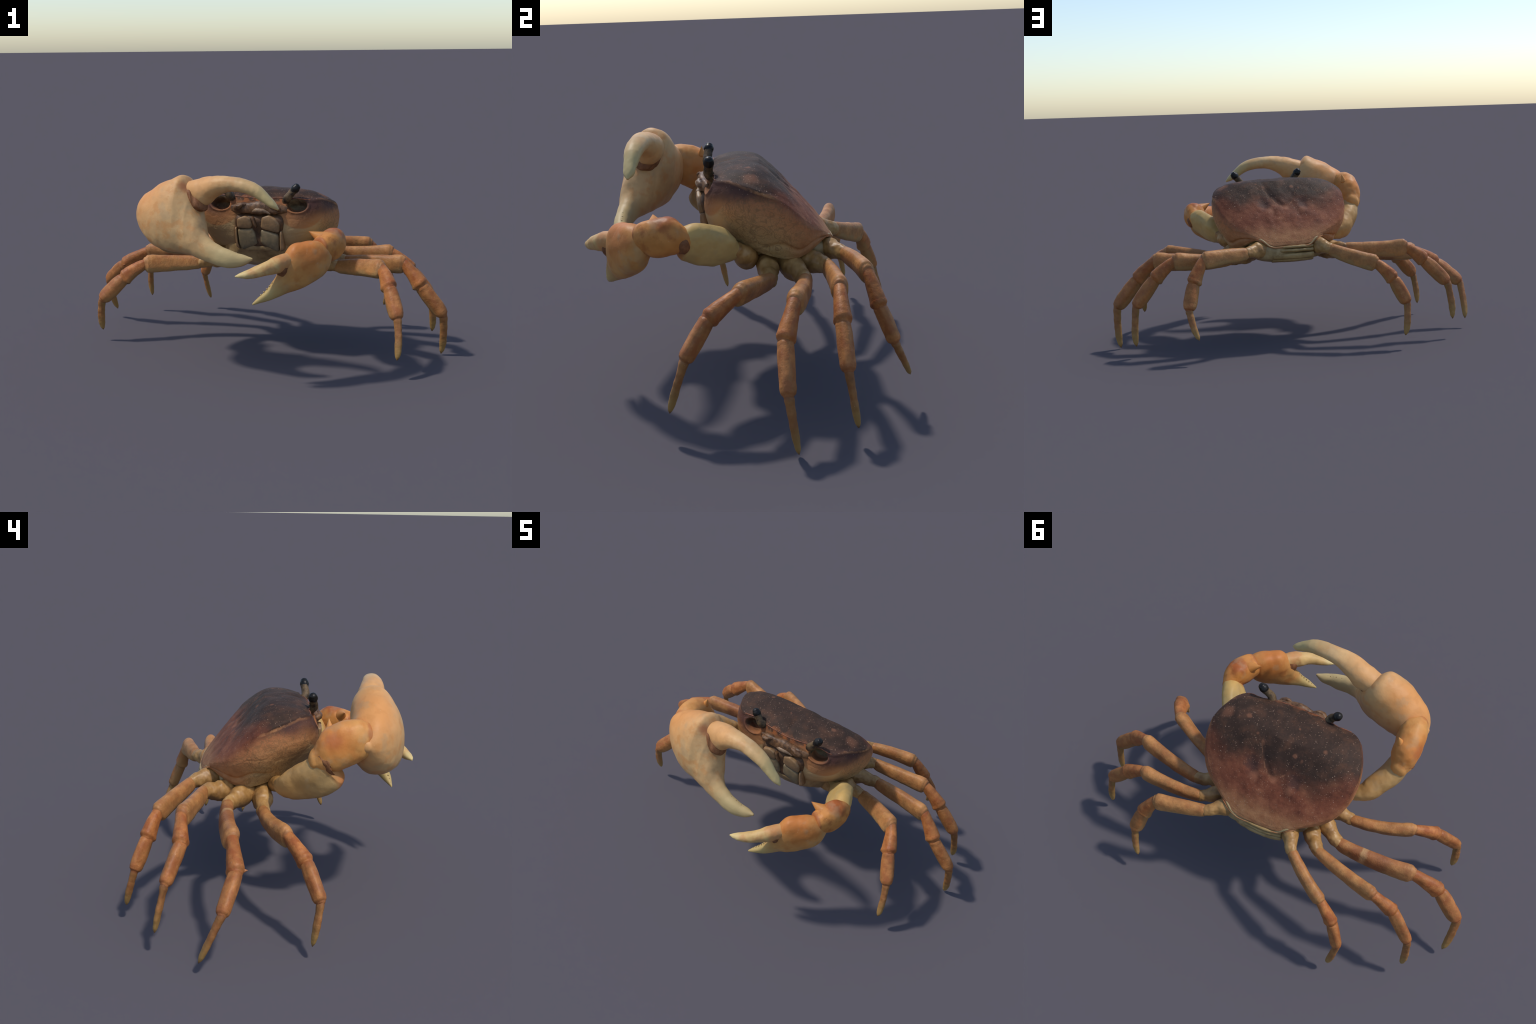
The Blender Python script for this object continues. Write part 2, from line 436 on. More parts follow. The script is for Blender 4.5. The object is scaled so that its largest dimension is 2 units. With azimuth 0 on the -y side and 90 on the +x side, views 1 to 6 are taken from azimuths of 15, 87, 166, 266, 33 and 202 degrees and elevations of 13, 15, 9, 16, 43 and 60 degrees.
MAT_KNEE_PLAIN = plain('spur_cuticle', (150, 90, 54), (180, 122, 76), 40)

# ----------------------------------------------------------------- the animal
crab = bpy.data.objects.new('land_crab', None)
bpy.context.scene.collection.objects.link(crab)
crab['label'] = 'tan land crab with dark brown shell and one oversized claw'
crab['category'] = 'crab'

# carapace: meridians from front middle (0) round the right side to back middle (last);
# each gives (half width, y, z) at seven levels: inner dome, outer dome, shoulder, upper wall, lower wall, rim, tucked edge
APEX = V(0, 0.05, 0.867)
MERIDIANS = [
    [(0, -.055, .873), (0, -.125, .856), (0, -.160, .836), (0, -.168, .750), (0, -.168, .655), (0, -.150, .585), (0, -.10, .56)],
    [(.055, -.05, .873), (.10, -.122, .856), (.108, -.150, .840), (.105, -.175, .750), (.105, -.175, .655), (.10, -.145, .585), (.09, -.09, .56)],
    [(.11, -.035, .871), (.175, -.105, .855), (.192, -.132, .838), (.195, -.180, .750), (.185, -.168, .655), (.17, -.112, .580), (.14, -.07, .56)],
    [(.15, -.015, .868), (.238, -.092, .851), (.262, -.134, .828), (.274, -.155, .738), (.256, -.128, .648), (.222, -.060, .568), (.18, -.03, .55)],
    [(.17, .005, .866), (.272, -.052, .854), (.309, -.080, .834), (.336, -.086, .742), (.306, -.058, .642), (.252, -.005, .552), (.20, .02, .54)],
    [(.19, .045, .855), (.318, .032, .829), (.360, .036, .796), (.370, .050, .695), (.335, .060, .600), (.272, .072, .530), (.22, .08, .53)],
    [(.18, .095, .820), (.308, .117, .782), (.350, .130, .744), (.355, .142, .665), (.325, .148, .585), (.276, .140, .517), (.22, .13, .53)],
    [(.14, .130, .790), (.252, .188, .716), (.296, .214, .662), (.304, .222, .615), (.288, .220, .567), (.250, .208, .530), (.20, .18, .54)],
    [(.09, .160, .758), (.155, .238, .671), (.188, .278, .619), (.195, .292, .600), (.190, .300, .588), (.168, .303, .578), (.14, .26, .575)],
    [(.05, .178, .741), (.09, .272, .636), (.105, .313, .582), (.110, .328, .558), (.110, .334, .546), (.102, .334, .535), (.09, .30, .535)],
    [(0, .185, .736), (0, .278, .630), (0, .318, .577), (0, .333, .556), (0, .338, .545), (0, .335, .535), (0, .30, .535)],
]
def body_grid(nu=420, levels=210):
    M = np.array(MERIDIANS)                       # meridian, level, xyz
    right = M.copy()
    left = M[1:-1][::-1].copy(); left[..., 0] *= -1
    ring = np.concatenate([right, left])          # 20 meridians, periodic
    k = len(ring)
    ext = np.concatenate([ring[-3:], ring, ring[:4]])
    u = np.linspace(0, k, nu, endpoint=False)
    R = catmull(np.arange(-3, k + 4), ext, u)     # nu, 7, 3
    R = np.concatenate([np.broadcast_to(APEX, (nu, 1, 3)), R], 1)
    s = np.array([0, 1.0, 1.75, 2.1, 2.85, 3.6, 4.25, 4.6])
    # dense rings, finest at shoulder and wall
    q = np.concatenate([np.linspace(0.02, 1.0, 50, endpoint=False), np.linspace(1.0, s[-1], levels - 50)])
    G = catmull(s, R.transpose(1, 0, 2), q)       # level, nu, 3
    # even out the skin; shoulder and rim keep their edge
    keep = np.exp(-((q - 2.1) / 0.10) ** 2) * 0.5
    keep = np.maximum(keep, np.clip((q - 3.6) / 0.5, 0, 0.9))[:, None, None]
    S = G.copy()
    for _ in range(110):
        S = (np.roll(S, 1, 1) + 2 * S + np.roll(S, -1, 1)) / 4
        S[1:-1] = (S[:-2] + 2 * S[1:-1] + S[2:]) / 4
    G = S * (1 - keep) + G * keep
    # the animal leans a little: its left shoulder rides higher
    lean = np.clip(-G[..., 0] / 0.3, 0, 1) * np.clip((3.4 - q) / 1.2, 0, 1)[:, None]
    G[..., 2] += 0.010 * lean
    G[..., 0] -= 0.017 * np.clip(-G[..., 0] / 0.3, 0, 1) * np.clip((3.9 - q) / 1.0, 0, 1)[:, None]
    G[..., 0] += XC
    return G, q, u, k

def gauss(d2, r):
    return np.exp(-d2 / (r * r))

def carapace():
    G, q, u, k = body_grid()
    N = normals_of(G)
    if np.mean(N[20, :, 2]) < 0: N = -N
    X, Y, Z = G[..., 0], G[..., 1], G[..., 2]
    hx = np.abs(X - XC)
    dome = np.clip((2.1 - q) / 0.5, 0, 1)[:, None]
    wall = np.clip((q - 2.2) / 0.3, 0, 1)[:, None]
    D = np.zeros_like(X)
    # central U shaped groove with swollen lobe in front of it
    xr = X - 0.038
    yg = 0.175 - (xr / 0.08) ** 2 * 0.065
    on = np.clip((0.105 - np.abs(xr)) / 0.03, 0, 1)
    slope = np.sqrt(1 + (2 * xr / 0.08 ** 2 * 0.065) ** 2)
    rough = 0.6 + 0.4 * np.clip(noise3(G, 30, 77) * 1.6, -1, 1)
    D -= dome * on * 0.0068 * rough * gauss(((Y - yg) / slope) ** 2, 0.019)
    D -= dome * 0.003 * gauss((np.abs(xr) - 0.055 - (Y - 0.17) * 0.35) ** 2, 0.017) * gauss((Y - 0.215) ** 2, 0.035)
    D += dome * 0.004 * gauss(xr ** 2 + (Y - 0.12) ** 2, 0.05)
    for sx in (-1, 1):
        D -= dome * 0.007 * gauss((X - 0.04 - sx * 0.11) ** 2 + (Y - 0.165) ** 2, 0.026)
        D += dome * 0.003 * gauss((X - 0.04 - sx * 0.095) ** 2 + (Y - 0.20) ** 2, 0.022)
        D += dome * 0.004 * gauss((X - 0.04 - sx * 0.20) ** 2 + (Y - 0.06) ** 2, 0.07)
    # gentle lobes on the front of the dome
    D += dome * 0.004 * (gauss((hx - 0.06) ** 2 + (Y + 0.09) ** 2, 0.035))
    D -= dome * 0.004 * gauss(hx ** 2, 0.012) * gauss((Y + 0.11) ** 2, 0.05)
    # sharp shoulder ridge at the front sides
    fr = np.clip((0.13 - Y) / 0.1, 0, 1) * np.clip((hx - 0.2) / 0.06, 0, 1)
    D += fr * 0.0035 * gauss((q[:, None] - 2.1) ** 2, 0.09)
    D -= fr * 0.001 * gauss((q[:, None] - 2.34) ** 2, 0.12)
    # furrow running above the pale border, and the thick border itself
    back = np.clip((Y - 0.0) / 0.08, 0, 1)
    wav = 0.10 * np.sin(Y * 42) + 0.05 * np.sin(X * 55)
    D -= back * 0.007 * gauss((q[:, None] - 3.72 - wav) ** 2, 0.10)
    D += back * 0.006 * gauss((q[:, None] - 4.18) ** 2, 0.07)
    # soft wrinkles on the walls
    wr = np.abs(fbm(G, 22, 5, 2))
    D -= wall * (hx > 0) * 0.003 * np.clip(0.25 - wr, 0, 1) * 4 * 0.35
    D += 0.0018 * fbm(G, 14, 11, 3) + dome * 0.0022 * fbm(G, 22, 14, 2) * np.clip((Y - 0.03) / 0.1, 0, 1)
    # orbits: hollows under the brow
    for sx in (-1, 1):
        a = (X - XC - sx * 0.198) / 0.052; b = (Z - 0.805) / 0.032
        e = a * a + b * b
        frontal = (Y < -0.06)
        hole = np.clip((1.0 - e) / 0.45, 0, 1); hole = hole * hole * (3 - 2 * hole)
        D -= frontal * hole * 0.055 * np.clip((q[:, None] - 2.06) / 0.12, 0, 1)
        D += frontal * 0.0045 * gauss((np.sqrt(e) - 1.12) ** 2, 0.16) * np.clip((q[:, None] - 2.2) / 0.1, 0, 1)
    G = G + N * D[..., None]
    me = grid_mesh('carapace', G, True, True, False)
    return make_object('carapace', me, MAT_SHELL, crab), G, q, u, k

shell, SG, SQ, SU, SK = carapace()

def on_shell(x, z):
    """y of the front wall at (x, z)"""
    P = SG[SG[..., 1] < 0.0]
    d = (P[:, 0] - x) ** 2 + (P[:, 2] - z) ** 2
    return P[np.argmin(d)]

# pale lip round the lower edge of the shell
li = int(np.argmin(np.abs(SQ - 4.25)))
edge = SG[li]
keep = edge[:, 1] > 0.02
def closed_tube(name, path, r, around=10, open_path=False):
    path = np.asarray(path)
    tan = unit(np.roll(path, -1, 0) - np.roll(path, 1, 0)) if not open_path else unit(np.gradient(path, axis=0))
    ref = np.broadcast_to(V(0.03, 0.02, 1.0), path.shape)
    s = unit(np.cross(tan, ref)); up = unit(np.cross(s, tan))
    a = np.linspace(0, 2 * np.pi, around, endpoint=False)
    rr = np.broadcast_to(np.asarray(r), (len(path),))
    G = path[:, None] + rr[:, None, None] * (np.cos(a)[None, :, None] * up[:, None] + np.sin(a)[None, :, None] * s[:, None])
    if not open_path:
        G = np.concatenate([G, G[:1]])
    return grid_mesh(name, G, True, open_path, open_path)
seq = edge[np.argsort(np.unwrap(np.arctan2(edge[:, 0] - XC, -(edge[:, 1] - 0.1))))]
ang = np.arctan2(seq[:, 0] - XC, seq[:, 1] - 0.1)
order = np.argsort(ang)
seq = seq[order]
seq = seq[seq[:, 1] > 0.0]
taper = np.clip(np.minimum(np.arange(len(seq)), np.arange(len(seq))[::-1]) / 40.0, 0.15, 1)
make_object('shell_lip', closed_tube('shell_lip', seq[::2], 0.0065 * taper[::2], 10, True), MAT_RIM, shell)

# brow line and orbit rims, orange
def brow_points():
    pts = []
    for hxv in np.linspace(-0.262, 0.262, 90):
        # shoulder level of the front meridians
        idx = int(np.argmin(np.abs(SQ - 2.08)))
        row = SG[idx]; row = row[row[:, 1] < -0.05]
        p = row[np.argmin(np.abs(row[:, 0] - XC - hxv))]
        pts.append(p + V(0, -0.001, 0.0))
    P = np.array(pts)
    for _ in range(3):
        P[1:-1] = (P[:-2] + P[1:-1] * 2 + P[2:]) / 4
    return P
bp = brow_points()
bumps = 0.0022 + 0.0014 * np.clip(noise3(bp, 60, 3), -0.6, 1)
make_object('brow_ridge', closed_tube('brow_ridge', bp, bumps, 10, True), MAT_ORBIT, shell)
# eyes on stalks
for base, knee, tip in ((V(.185, -.135, .815), V(.203, -.158, .845), V(.252, -.153, .905)),
                        (V(-.085, -.135, .820), V(-.102, -.160, .852), V(-.141, -.150, .908))):
    ax = unit(tip - knee)
    end = knee + (tip - knee) * 0.62
    st = make_object('eyestalk', tube('eyestalk', [base, knee, knee + (tip - knee) * 0.4, end], [.021, .020, .0185, .0195], 34, 24, 0.0015, 50, 4), MAT_STALK, crab)
    c0 = knee + (tip - knee) * 0.55
    make_object('cornea', tube('cornea', [c0, c0 + (tip - c0) * 0.3, c0 + (tip - c0) * 0.6, c0 + (tip - c0) * 0.85], [.0182, .0212, .0208, .0175], 26, 24, cap=(1, .75)), MAT_EYE, st)

# mouth: frame, paired plates and side rods
make_object('mouth_cavity', loft('mouth_cavity', [((.06, -.16, .77), (.06, -.15, .765), .10), ((.06, -.190, .75), (.06, -.15, .745), .118), ((.06, -.188, .66), (.06, -.14, .66), .120),
            ((.06, -.176, .58), (.06, -.13, .58), .105), ((.06, -.15, .555), (.06, -.13, .555), .09)], 40, 40, 3.0), MAT_MOUTH, crab)
def plate(name, corners, thick, mat, seed, swell=0.0045):
    """rounded bulging plate; corners (x, z) given clockwise from top left, on the sloping plane of the mouth"""
    c = np.array(corners, float)
    n = 22
    g = []
    cen = c.mean(0)
    m = len(c)
    # rounded outline by sampling the closed polygon with smoothing
    poly = np.concatenate([c[i] + (c[(i + 1) % m] - c[i]) * np.linspace(0, 1, 14, endpoint=False)[:, None] for i in range(m)])
    for _ in range(7):
        poly = (np.roll(poly, 1, 0) + poly * 2 + np.roll(poly, -1, 0)) / 4
    rows = []
    for f, d in ((0.99, 0.028), (1.0, 0.010), (0.985, 0.005), (0.95, 0.0015), (0.88, -0.001), (0.7, -0.55 * swell), (0.45, -0.85 * swell), (0.15, -swell)):
        p = cen + (poly - cen) * f
        yy = -0.187 - (p[:, 1] - 0.57) * 0.10 - thick + d
        rows.append(np.stack([p[:, 0], yy, p[:, 1]], -1))
    G = np.array(rows)
    G[..., 1] += 0.0012 * noise3(G, 45, seed)
    return make_object(name, grid_mesh(name, G), mat, crab)
plate('mouth_plate', [(-.050, .737), (-.010, .752), (.022, .742), (.032, .705), (.018, .688), (-.050, .688)], .004, MAT_PLATE, 1)
plate('mouth_plate', [(.078, .748), (.115, .760), (.150, .742), (.170, .715), (.165, .668), (.070, .690)], .004, MAT_PLATE, 2)
plate('mouth_plate', [(-.050, .683), (.010, .688), (.030, .690), (.044, .660), (.054, .606), (-.026, .572), (-.044, .60)], .001, MAT_PLATE_LOW, 3)
plate('mouth_plate', [(.070, .686), (.165, .664), (.164, .566), (.080, .606), (.068, .62)], .001, MAT_PLATE_LOW, 4)
plate('mouth_palp', [(-.064, .690), (-.054, .690), (-.048, .60), (-.038, .576), (-.060, .59)], .001, MAT_PLATE, 5, .004)
plate('mouth_palp', [(.170, .680), (.180, .680), (.194, .585), (.172, .572), (.168, .60)], .001, MAT_PLATE, 6, .004)
plate('mouth_palp', [(.026, .752), (.040, .745), (.054, .700), (.048, .692), (.036, .705)], .008, MAT_EPI, 7, .006)
# epistome with folded feelers between the eyes
make_object('epistome', loft('epistome', [((-.085, -.16, .80), (-.085, -.165, .765), .012), ((-.04, -.17, .815), (-.04, -.18, .762), .018), ((.01, -.172, .815), (.01, -.185, .76), .02), ((.06, -.175, .825), (.06, -.19, .757), .024),
            ((.11, -.172, .815), (.11, -.185, .76), .02), ((.16, -.168, .81), (.16, -.178, .764), .017), ((.195, -.16, .80), (.195, -.165, .768), .012)], 90, 40, 2.4, (.5, .5), .0032, 30, 9), MAT_EPI, crab)
for sx in (-1, 1):
    x0 = XC + sx * 0.115
    make_object('antenna', tube('antenna', [(x0, -.165, .785), (x0 - sx * .01, -.192, .792), (x0 - sx * .035, -.196, .803), (x0 - sx * .055, -.188, .806)], [.012, .013, .010, .005], 30, 16, .003, 60, 21), MAT_EPI, crab)
make_object('upper_lip', tube('upper_lip', [(.02, -.19, .772), (.055, -.203, .782), (.085, -.202, .78), (.115, -.19, .768)], [.007, .011, .011, .007], 30, 16, .002, 60, 22), plain('lip_cuticle', (112, 88, 66), (150, 124, 98), 30), crab)

# thorax and tail segments
make_object('thorax', loft('thorax', [((.055, -.180, .600), (.055, -.178, .572), .085), ((.055, -.15, .63), (.055, -.150, .528), .14), ((.052, -.09, .65), (.052, -.085, .478), .19),
            ((.05, 0, .66), (.05, .0, .458), .225), ((.05, .12, .64), (.05, .12, .450), .235), ((.045, .22, .60), (.045, .22, .447), .22), ((.04, .295, .56), (.04, .295, .452), .17), ((.036, .312, .54), (.036, .312, .465), .11)],
            90, 80, 2.8, (.4, .4), .005, 16, 31), MAT_THORAX, crab)
def tail_segment(y0, z0, y1, z1, half, thick, seed):
    secs = []
    for t in np.linspace(-1, 1, 9):
        bow = (1 - t * t)
        xx = 0.035 + half * t
        p = V(xx, y0 + 0.012 * bow - 0.010, z0); q = V(xx, y1 + 0.012 * bow - 0.010, z1)
        secs.append((p, q, thick * (0.75 + 0.25 * bow)))
    make_object('tail_segment', loft('tail_segment', secs, 50, 28, 2.6, (.6, .6), .0015, 40, seed), MAT_ABDOMEN, crab)
tail_segment(.330, .537, .336, .522, .108, .014, 1)
tail_segment(.334, .519, .340, .503, .108, .014, 2)
tail_segment(.340, .498, .338, .468, .110, .014, 3)
tail_segment(.332, .463, .295, .449, .112, .009, 4)
for i, (ya, yb, hw) in enumerate(((.295, .245, .10), (.24, .185, .085), (.18, .12, .07), (.115, .05, .055), (.045, -.02, .035))):
    secs = [((0.045 + hw * t, ya - .004 * t * t, .452), (0.045 + hw * .9 * t, yb, .452), .010) for t in np.linspace(-1, 1, 7)]
    make_object('tail_segment', loft('tail_segment', secs, 40, 24, 2.8, (.5, .5), .001, 40, 60 + i), MAT_ABDOMEN, crab)

# ----------------------------------------------------------------- walking legs
# joint positions along each leg: body joint, thigh start, knee start, shin start, toe start, tip
LEGS = [
    # right side, front to back
    ((.300, .055, .478), (.408, .061, .456), (.667, -.075, .486), (.721, -.185, .414), (.773, -.271, .286), (.784, -.333, .100), 0.96, MAT_THIGH),
    ((.300, .150, .478), (.419, .193, .454), (.758, .118, .473), (.854, .075, .366), (.971, .072, .220), (.966, .102, .003), 0.96, MAT_THIGH),
    ((.275, .225, .488), (.354, .287, .485), (.674, .288, .492), (.784, .282, .398), (.889, .285, .261), (.902, .315, .059), 0.92, MAT_THIGH),
    ((.205, .295, .520), (.291, .360, .518), (.541, .412, .504), (.604, .445, .389), (.640, .493, .264), (.607, .559, .119), 0.89, MAT_THIGH),
    # left side
    ((-.244, .070, .463), (-.325, .072, .436), (-.630, -.010, .429), (-.736, -.076, .355), (-.847, -.121, .239), (-.864, -.092, .060), 0.96, MAT_THIGH),
    ((-.234, .164, .476), (-.318, .226, .464), (-.704, .218, .445), (-.850, .208, .360), (-.975, .263, .247), (-.969, .349, .050), 0.96, MAT_THIGH_BANDED),
    ((-.202, .246, .488), (-.258, .324, .506), (-.577, .417, .500), (-.685, .419, .419), (-.797, .479, .295), (-.811, .520, .101), 0.92, MAT_THIGH),
    ((-.112, .304, .525), (-.149, .375, .517), (-.364, .523, .444), (-.448, .566, .355), (-.502, .616, .232), (-.478, .655, .070), 0.89, MAT_THIGH),
]
BOW = ((.006, 0), (.008, -.004), (.008, -.010), (.005, .002), (.018, -.004), (.012, -.005), (.003, -.009), (.008, -.007))   # mid-thigh sag in y and z
# segment profiles: (position along, half height, half width, shift towards upper side)
PROFILE = {
    'thigh_segment': [(0, .024, .020, 0), (.05, .032, .026, -.002), (.2, .039, .029, -.003), (.5, .044, .031, -.002), (.8, .048, .033, -.003), (.92, .049, .034, -.003), (.975, .046, .032, -.003), (1.0, .037, .027, -.002)],
    'knee_segment': [(-.12, .023, .021, -.002), (.0, .027, .025, -.001), (.12, .029, .026, .001), (.45, .034, .030, .003), (.78, .040, .034, .001), (.93, .041, .035, -.002), (1.0, .032, .028, -.002)],
    'shin_segment': [(-.06, .024, .022, -.001), (.02, .033, .028, -.001), (.12, .036, .029, -.001), (.5, .039, .030, -.001), (.75, .038, .029, -.001), (.9, .033, .028, -.001), (.965, .027, .024, 0), (1.0, .020, .018, 0)],
    'toe_segment': [(-.05, .016, .015, 0), (.04, .0205, .0175, 0), (.15, .0195, .016, .001), (.5, .0185, .0145, .004), (.8, .0155, .012, .002), (.93, .010, .008, -.001), (1.0, .0015, .0015, -.003)],
}
SEG_MAT = {'knee_segment': MAT_KNEE, 'shin_segment': MAT_SHIN, 'toe_segment': MAT_TOE}

def leg_segment(kind, a, b, dorsal, k, seed, bow=(0, 0)):
    a, b = V(*a), V(*b)
    L = np.linalg.norm(b - a)
    zax = (b - a) / L
    xax = unit(dorsal - zax * np.dot(dorsal, zax))
    yax = np.cross(zax, xax)
    secs = []
    for t, h, w, s in PROFILE[kind]:
        kk = k
        off = np.array([xax[1] * bow[0] + xax[2] * bow[1], yax[1] * bow[0] + yax[2] * bow[1], 0]) * (1 - (2 * min(max(t, 0), 1) - 1) ** 2)     # bowed thigh
        secs.append((off + V(h * kk + s * kk, 0, t * L), off + V(-h * kk + s * kk, 0, t * L), w * kk))
    ribs = {'toe_segment': 4, 'shin_segment': 4}.get(kind, 0)
    def shape(G):
        # blunt lengthwise keels and slight roughness
        ang = np.arctan2(G[..., 1], G[..., 0])
        r = 1 + (0.05 * np.cos(ribs * ang) if ribs else 0.02 * np.cos(2 * ang)) + 0.05 * np.exp(-(ang / 0.3) ** 2) - 0.03 * np.exp(-((np.abs(ang) - 0.75) / 0.3) ** 2)
        H = G.copy(); H[..., :2] *= np.asarray(r)[..., None]
        if kind == 'toe_segment':
            H[..., :2] *= (1 + 0.025 * np.sin(H[..., 2:3] / L * 30 + seed))
        return H
    me = loft(kind, secs, 72, 44, 2.55, (.7, .6 if kind != 'toe_segment' else 0.5), 0.0014 * k, 22, seed, shape)
    mat = Matrix(((xax[0], yax[0], zax[0], a[0]), (xax[1], yax[1], zax[1], a[1]), (xax[2], yax[2], zax[2], a[2]), (0, 0, 0, 1)))
    return me, mat

for li_, (root, j0, j1, j2, j3, tip, k, tm) in enumerate(LEGS):
    root, J = V(*root), [V(*p) for p in (j0, j1, j2, j3, tip)]
    inn = root + (root - J[0]) * 0.8 + V(0, 0, .01)
    mid = root * 0.45 + J[0] * 0.55
    leg = make_object('walking_leg', tube('walking_leg', [inn, root, root * .75 + J[0] * .25, mid, root * .22 + J[0] * .78, J[0] + (J[1] - J[0]) * 0.03],
                      [.047 * k, .053 * k, .050 * k, .041 * k, .038 * k, .033 * k], 60, 40, .0045, 30, 100 + li_, (.6, .8), .88), MAT_COXA, crab)
    out = unit(V(J[4][0] - J[0][0], J[4][1] - J[0][1], 0))
    plane_n = unit(np.cross(J[1] - J[0], J[3] - J[1]))
    for si, kind in enumerate(('thigh_segment', 'knee_segment', 'shin_segment', 'toe_segment')):
        a, b = J[si], J[si + 1]
        ax = unit(b - a)
        d = np.cross(plane_n, ax)
        want = V(0, 0, 1) + out * 1.0
        if np.dot(d, want) < 0: d = -d
        me, mat = leg_segment(kind, a, b, d, k, 200 + li_ * 10 + si, BOW[li_] if si == 0 else (0, 0))
        make_object(kind, me, SEG_MAT.get(kind, tm), leg, mat)

    if li_ == 4:
        p = J[2] + V(.017, 0, -.020)
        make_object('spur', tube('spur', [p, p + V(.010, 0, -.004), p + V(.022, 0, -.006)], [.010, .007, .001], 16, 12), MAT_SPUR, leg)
    if li_ == 5:
        p = J[2] + V(.015, -.022, .006)
        make_object('spur', tube('spur', [p, p + V(0, -.012, .002), p + V(-.002, -.024, .004)], [.012, .007, .001], 16, 12), MAT_KNEE_PLAIN, leg)

# ----------------------------------------------------------------- claws
MAT_TEETH = plain('tooth_enamel', (146, 112, 62), (186, 164, 116), 90)
CREAM = (204, 168, 118); ORANGE = (204, 138, 82)
M_PALM = claw_material('large_palm_cuticle', (204, 162, 110), (212, 142, 78), (-.46, -.33, .93), .08, .30, finger=((.06, -.52, .60), .10, .24, (191, 166, 116)),
                       red=[((-.235, -.455, .935), .010, .045, (168, 96, 58), .7), ((-.15, -.47, .83), .01, .04, (160, 98, 60), .5), ((-.45, -.29, .86), .005, .05, (200, 116, 64), .6)])
M_FING = claw_material('large_finger_cuticle', (206, 165, 113), (212, 154, 96), (-.16, -.43, .95), .04, .16, finger=((.22, -.46, .86), .05, .22, (186, 164, 112)))
M_WRIST = claw_material('large_wrist_cuticle', (208, 146, 80), (206, 126, 60), (-.49, -.20, .80), .03, .12, red=[((-.535, -.19, .80), .015, .06, (172, 94, 50), .7)], cuff=((-.1, -.98, .1), .468, .014, (164, 92, 50), .6))
M_ARM = claw_material('large_arm_cuticle', (178, 144, 94), (188, 142, 84), (-.40, -.05, .60), .03, .15, red=[((-.47, -.25, .61), .01, .05, (186, 106, 66), .7)], cuff=((-.5, -.65, .56), .742, .02, (190, 122, 64), .6))
M_SPALM = claw_material('small_palm_cuticle', (196, 142, 80), (192, 112, 50), (.36, -.49, .65), .04, .15, finger=((.16, -.575, .43), .06, .15, (182, 156, 100)),
                        red=[((.27, -.555, .63), .01, .045, (172, 98, 62), .6)])
M_SFING = claw_material('small_finger_cuticle', (206, 168, 108), (194, 128, 76), (.28, -.56, .61), .02, .07, finger=((.07, -.66, .555), .02, .08, (208, 184, 126)))
M_SWRIST = claw_material('small_wrist_cuticle', (200, 132, 66), (154, 78, 34), (.465, -.33, .735), .02, .065, scale=(.8, 1, 1), cuff=((-.55, -.83, 0), .121, .012, (150, 84, 52), .6))
M_SARM = claw_material('small_arm_cuticle', (188, 158, 100), (198, 158, 90), (.47, -.24, .68), .02, .10, cuff=((.35, -.93, .03), .432, .018, (184, 112, 58), .6))

def claw(palm, finger, wrist, arm, mats, socket, tooth, seed, hip, hip_radii, teeth):
    hand = make_object('claw', loft('claw', palm, 150, 96, 2.25, (.8, .3), .004, 11, seed), mats[0], crab)
    make_object('movable_finger', loft('movable_finger', finger, 110, 64, 2.15, (.5, .3), .003, 16, seed + 1), mats[1], hand)
    make_object('wrist_segment', loft('wrist_segment', wrist, 80, 72, 2.3, (.8, .22), .004, 16, seed + 2), mats[2], hand)
    make_object('arm_segment', loft('arm_segment', arm, 80, 64, 2.5, (.6, .22), .004, 16, seed + 3), mats[3], hand)
    for p in socket:
        make_object('joint_membrane', loft('joint_membrane', p, 30, 40, 2.1, (.6, .6), .003, 40, seed + 5), MAT_MEMBRANE, hand)
    make_object('claw_hip', tube('claw_hip', hip, hip_radii, 40, 36, .005, 30, seed + 8), MAT_COXA, hand)
    # row of worn teeth along the biting edge of the fixed finger
    t0, t1, count = teeth
    vs, fs = [], []
    for i in range(count):
        f = i / (count - 1)
        c = V(*t0) * (1 - f) + V(*t1) * f
        r = 0.0050 * (1.1 - 0.55 * f) * (0.75 + 0.5 * random.random())
        for a in range(5):
            th = a / 4 * math.pi
            for b in range(8):
                ph = b / 8 * 2 * math.pi
                vs.append((c[0] + r * math.sin(th) * math.cos(ph), c[1] + r * math.sin(th) * math.sin(ph), c[2] + r * 0.9 * math.cos(th)))
        o = i * 40
        fs += [(o + a * 8 + b, o + a * 8 + (b + 1) % 8, o + (a + 1) * 8 + (b + 1) % 8, o + (a + 1) * 8 + b) for a in range(4) for b in range(8)]
    tm_ = bpy.data.meshes.new('finger_teeth'); tm_.from_pydata(vs, [], fs)
    tm_.polygons.foreach_set('use_smooth', [True] * len(fs))
    make_object('finger_teeth', tm_, MAT_TEETH, hand)['kind'] = 'stuff'
    for base, tip, r in tooth:
        base, tip = V(*base), V(*tip)
        make_object('wrist_tooth', tube('wrist_tooth', [base, base * .6 + tip * .4, base * .25 + tip * .75, tip], [r, r * .6, r * .28, r * .05], 24, 20), mats[2], hand)

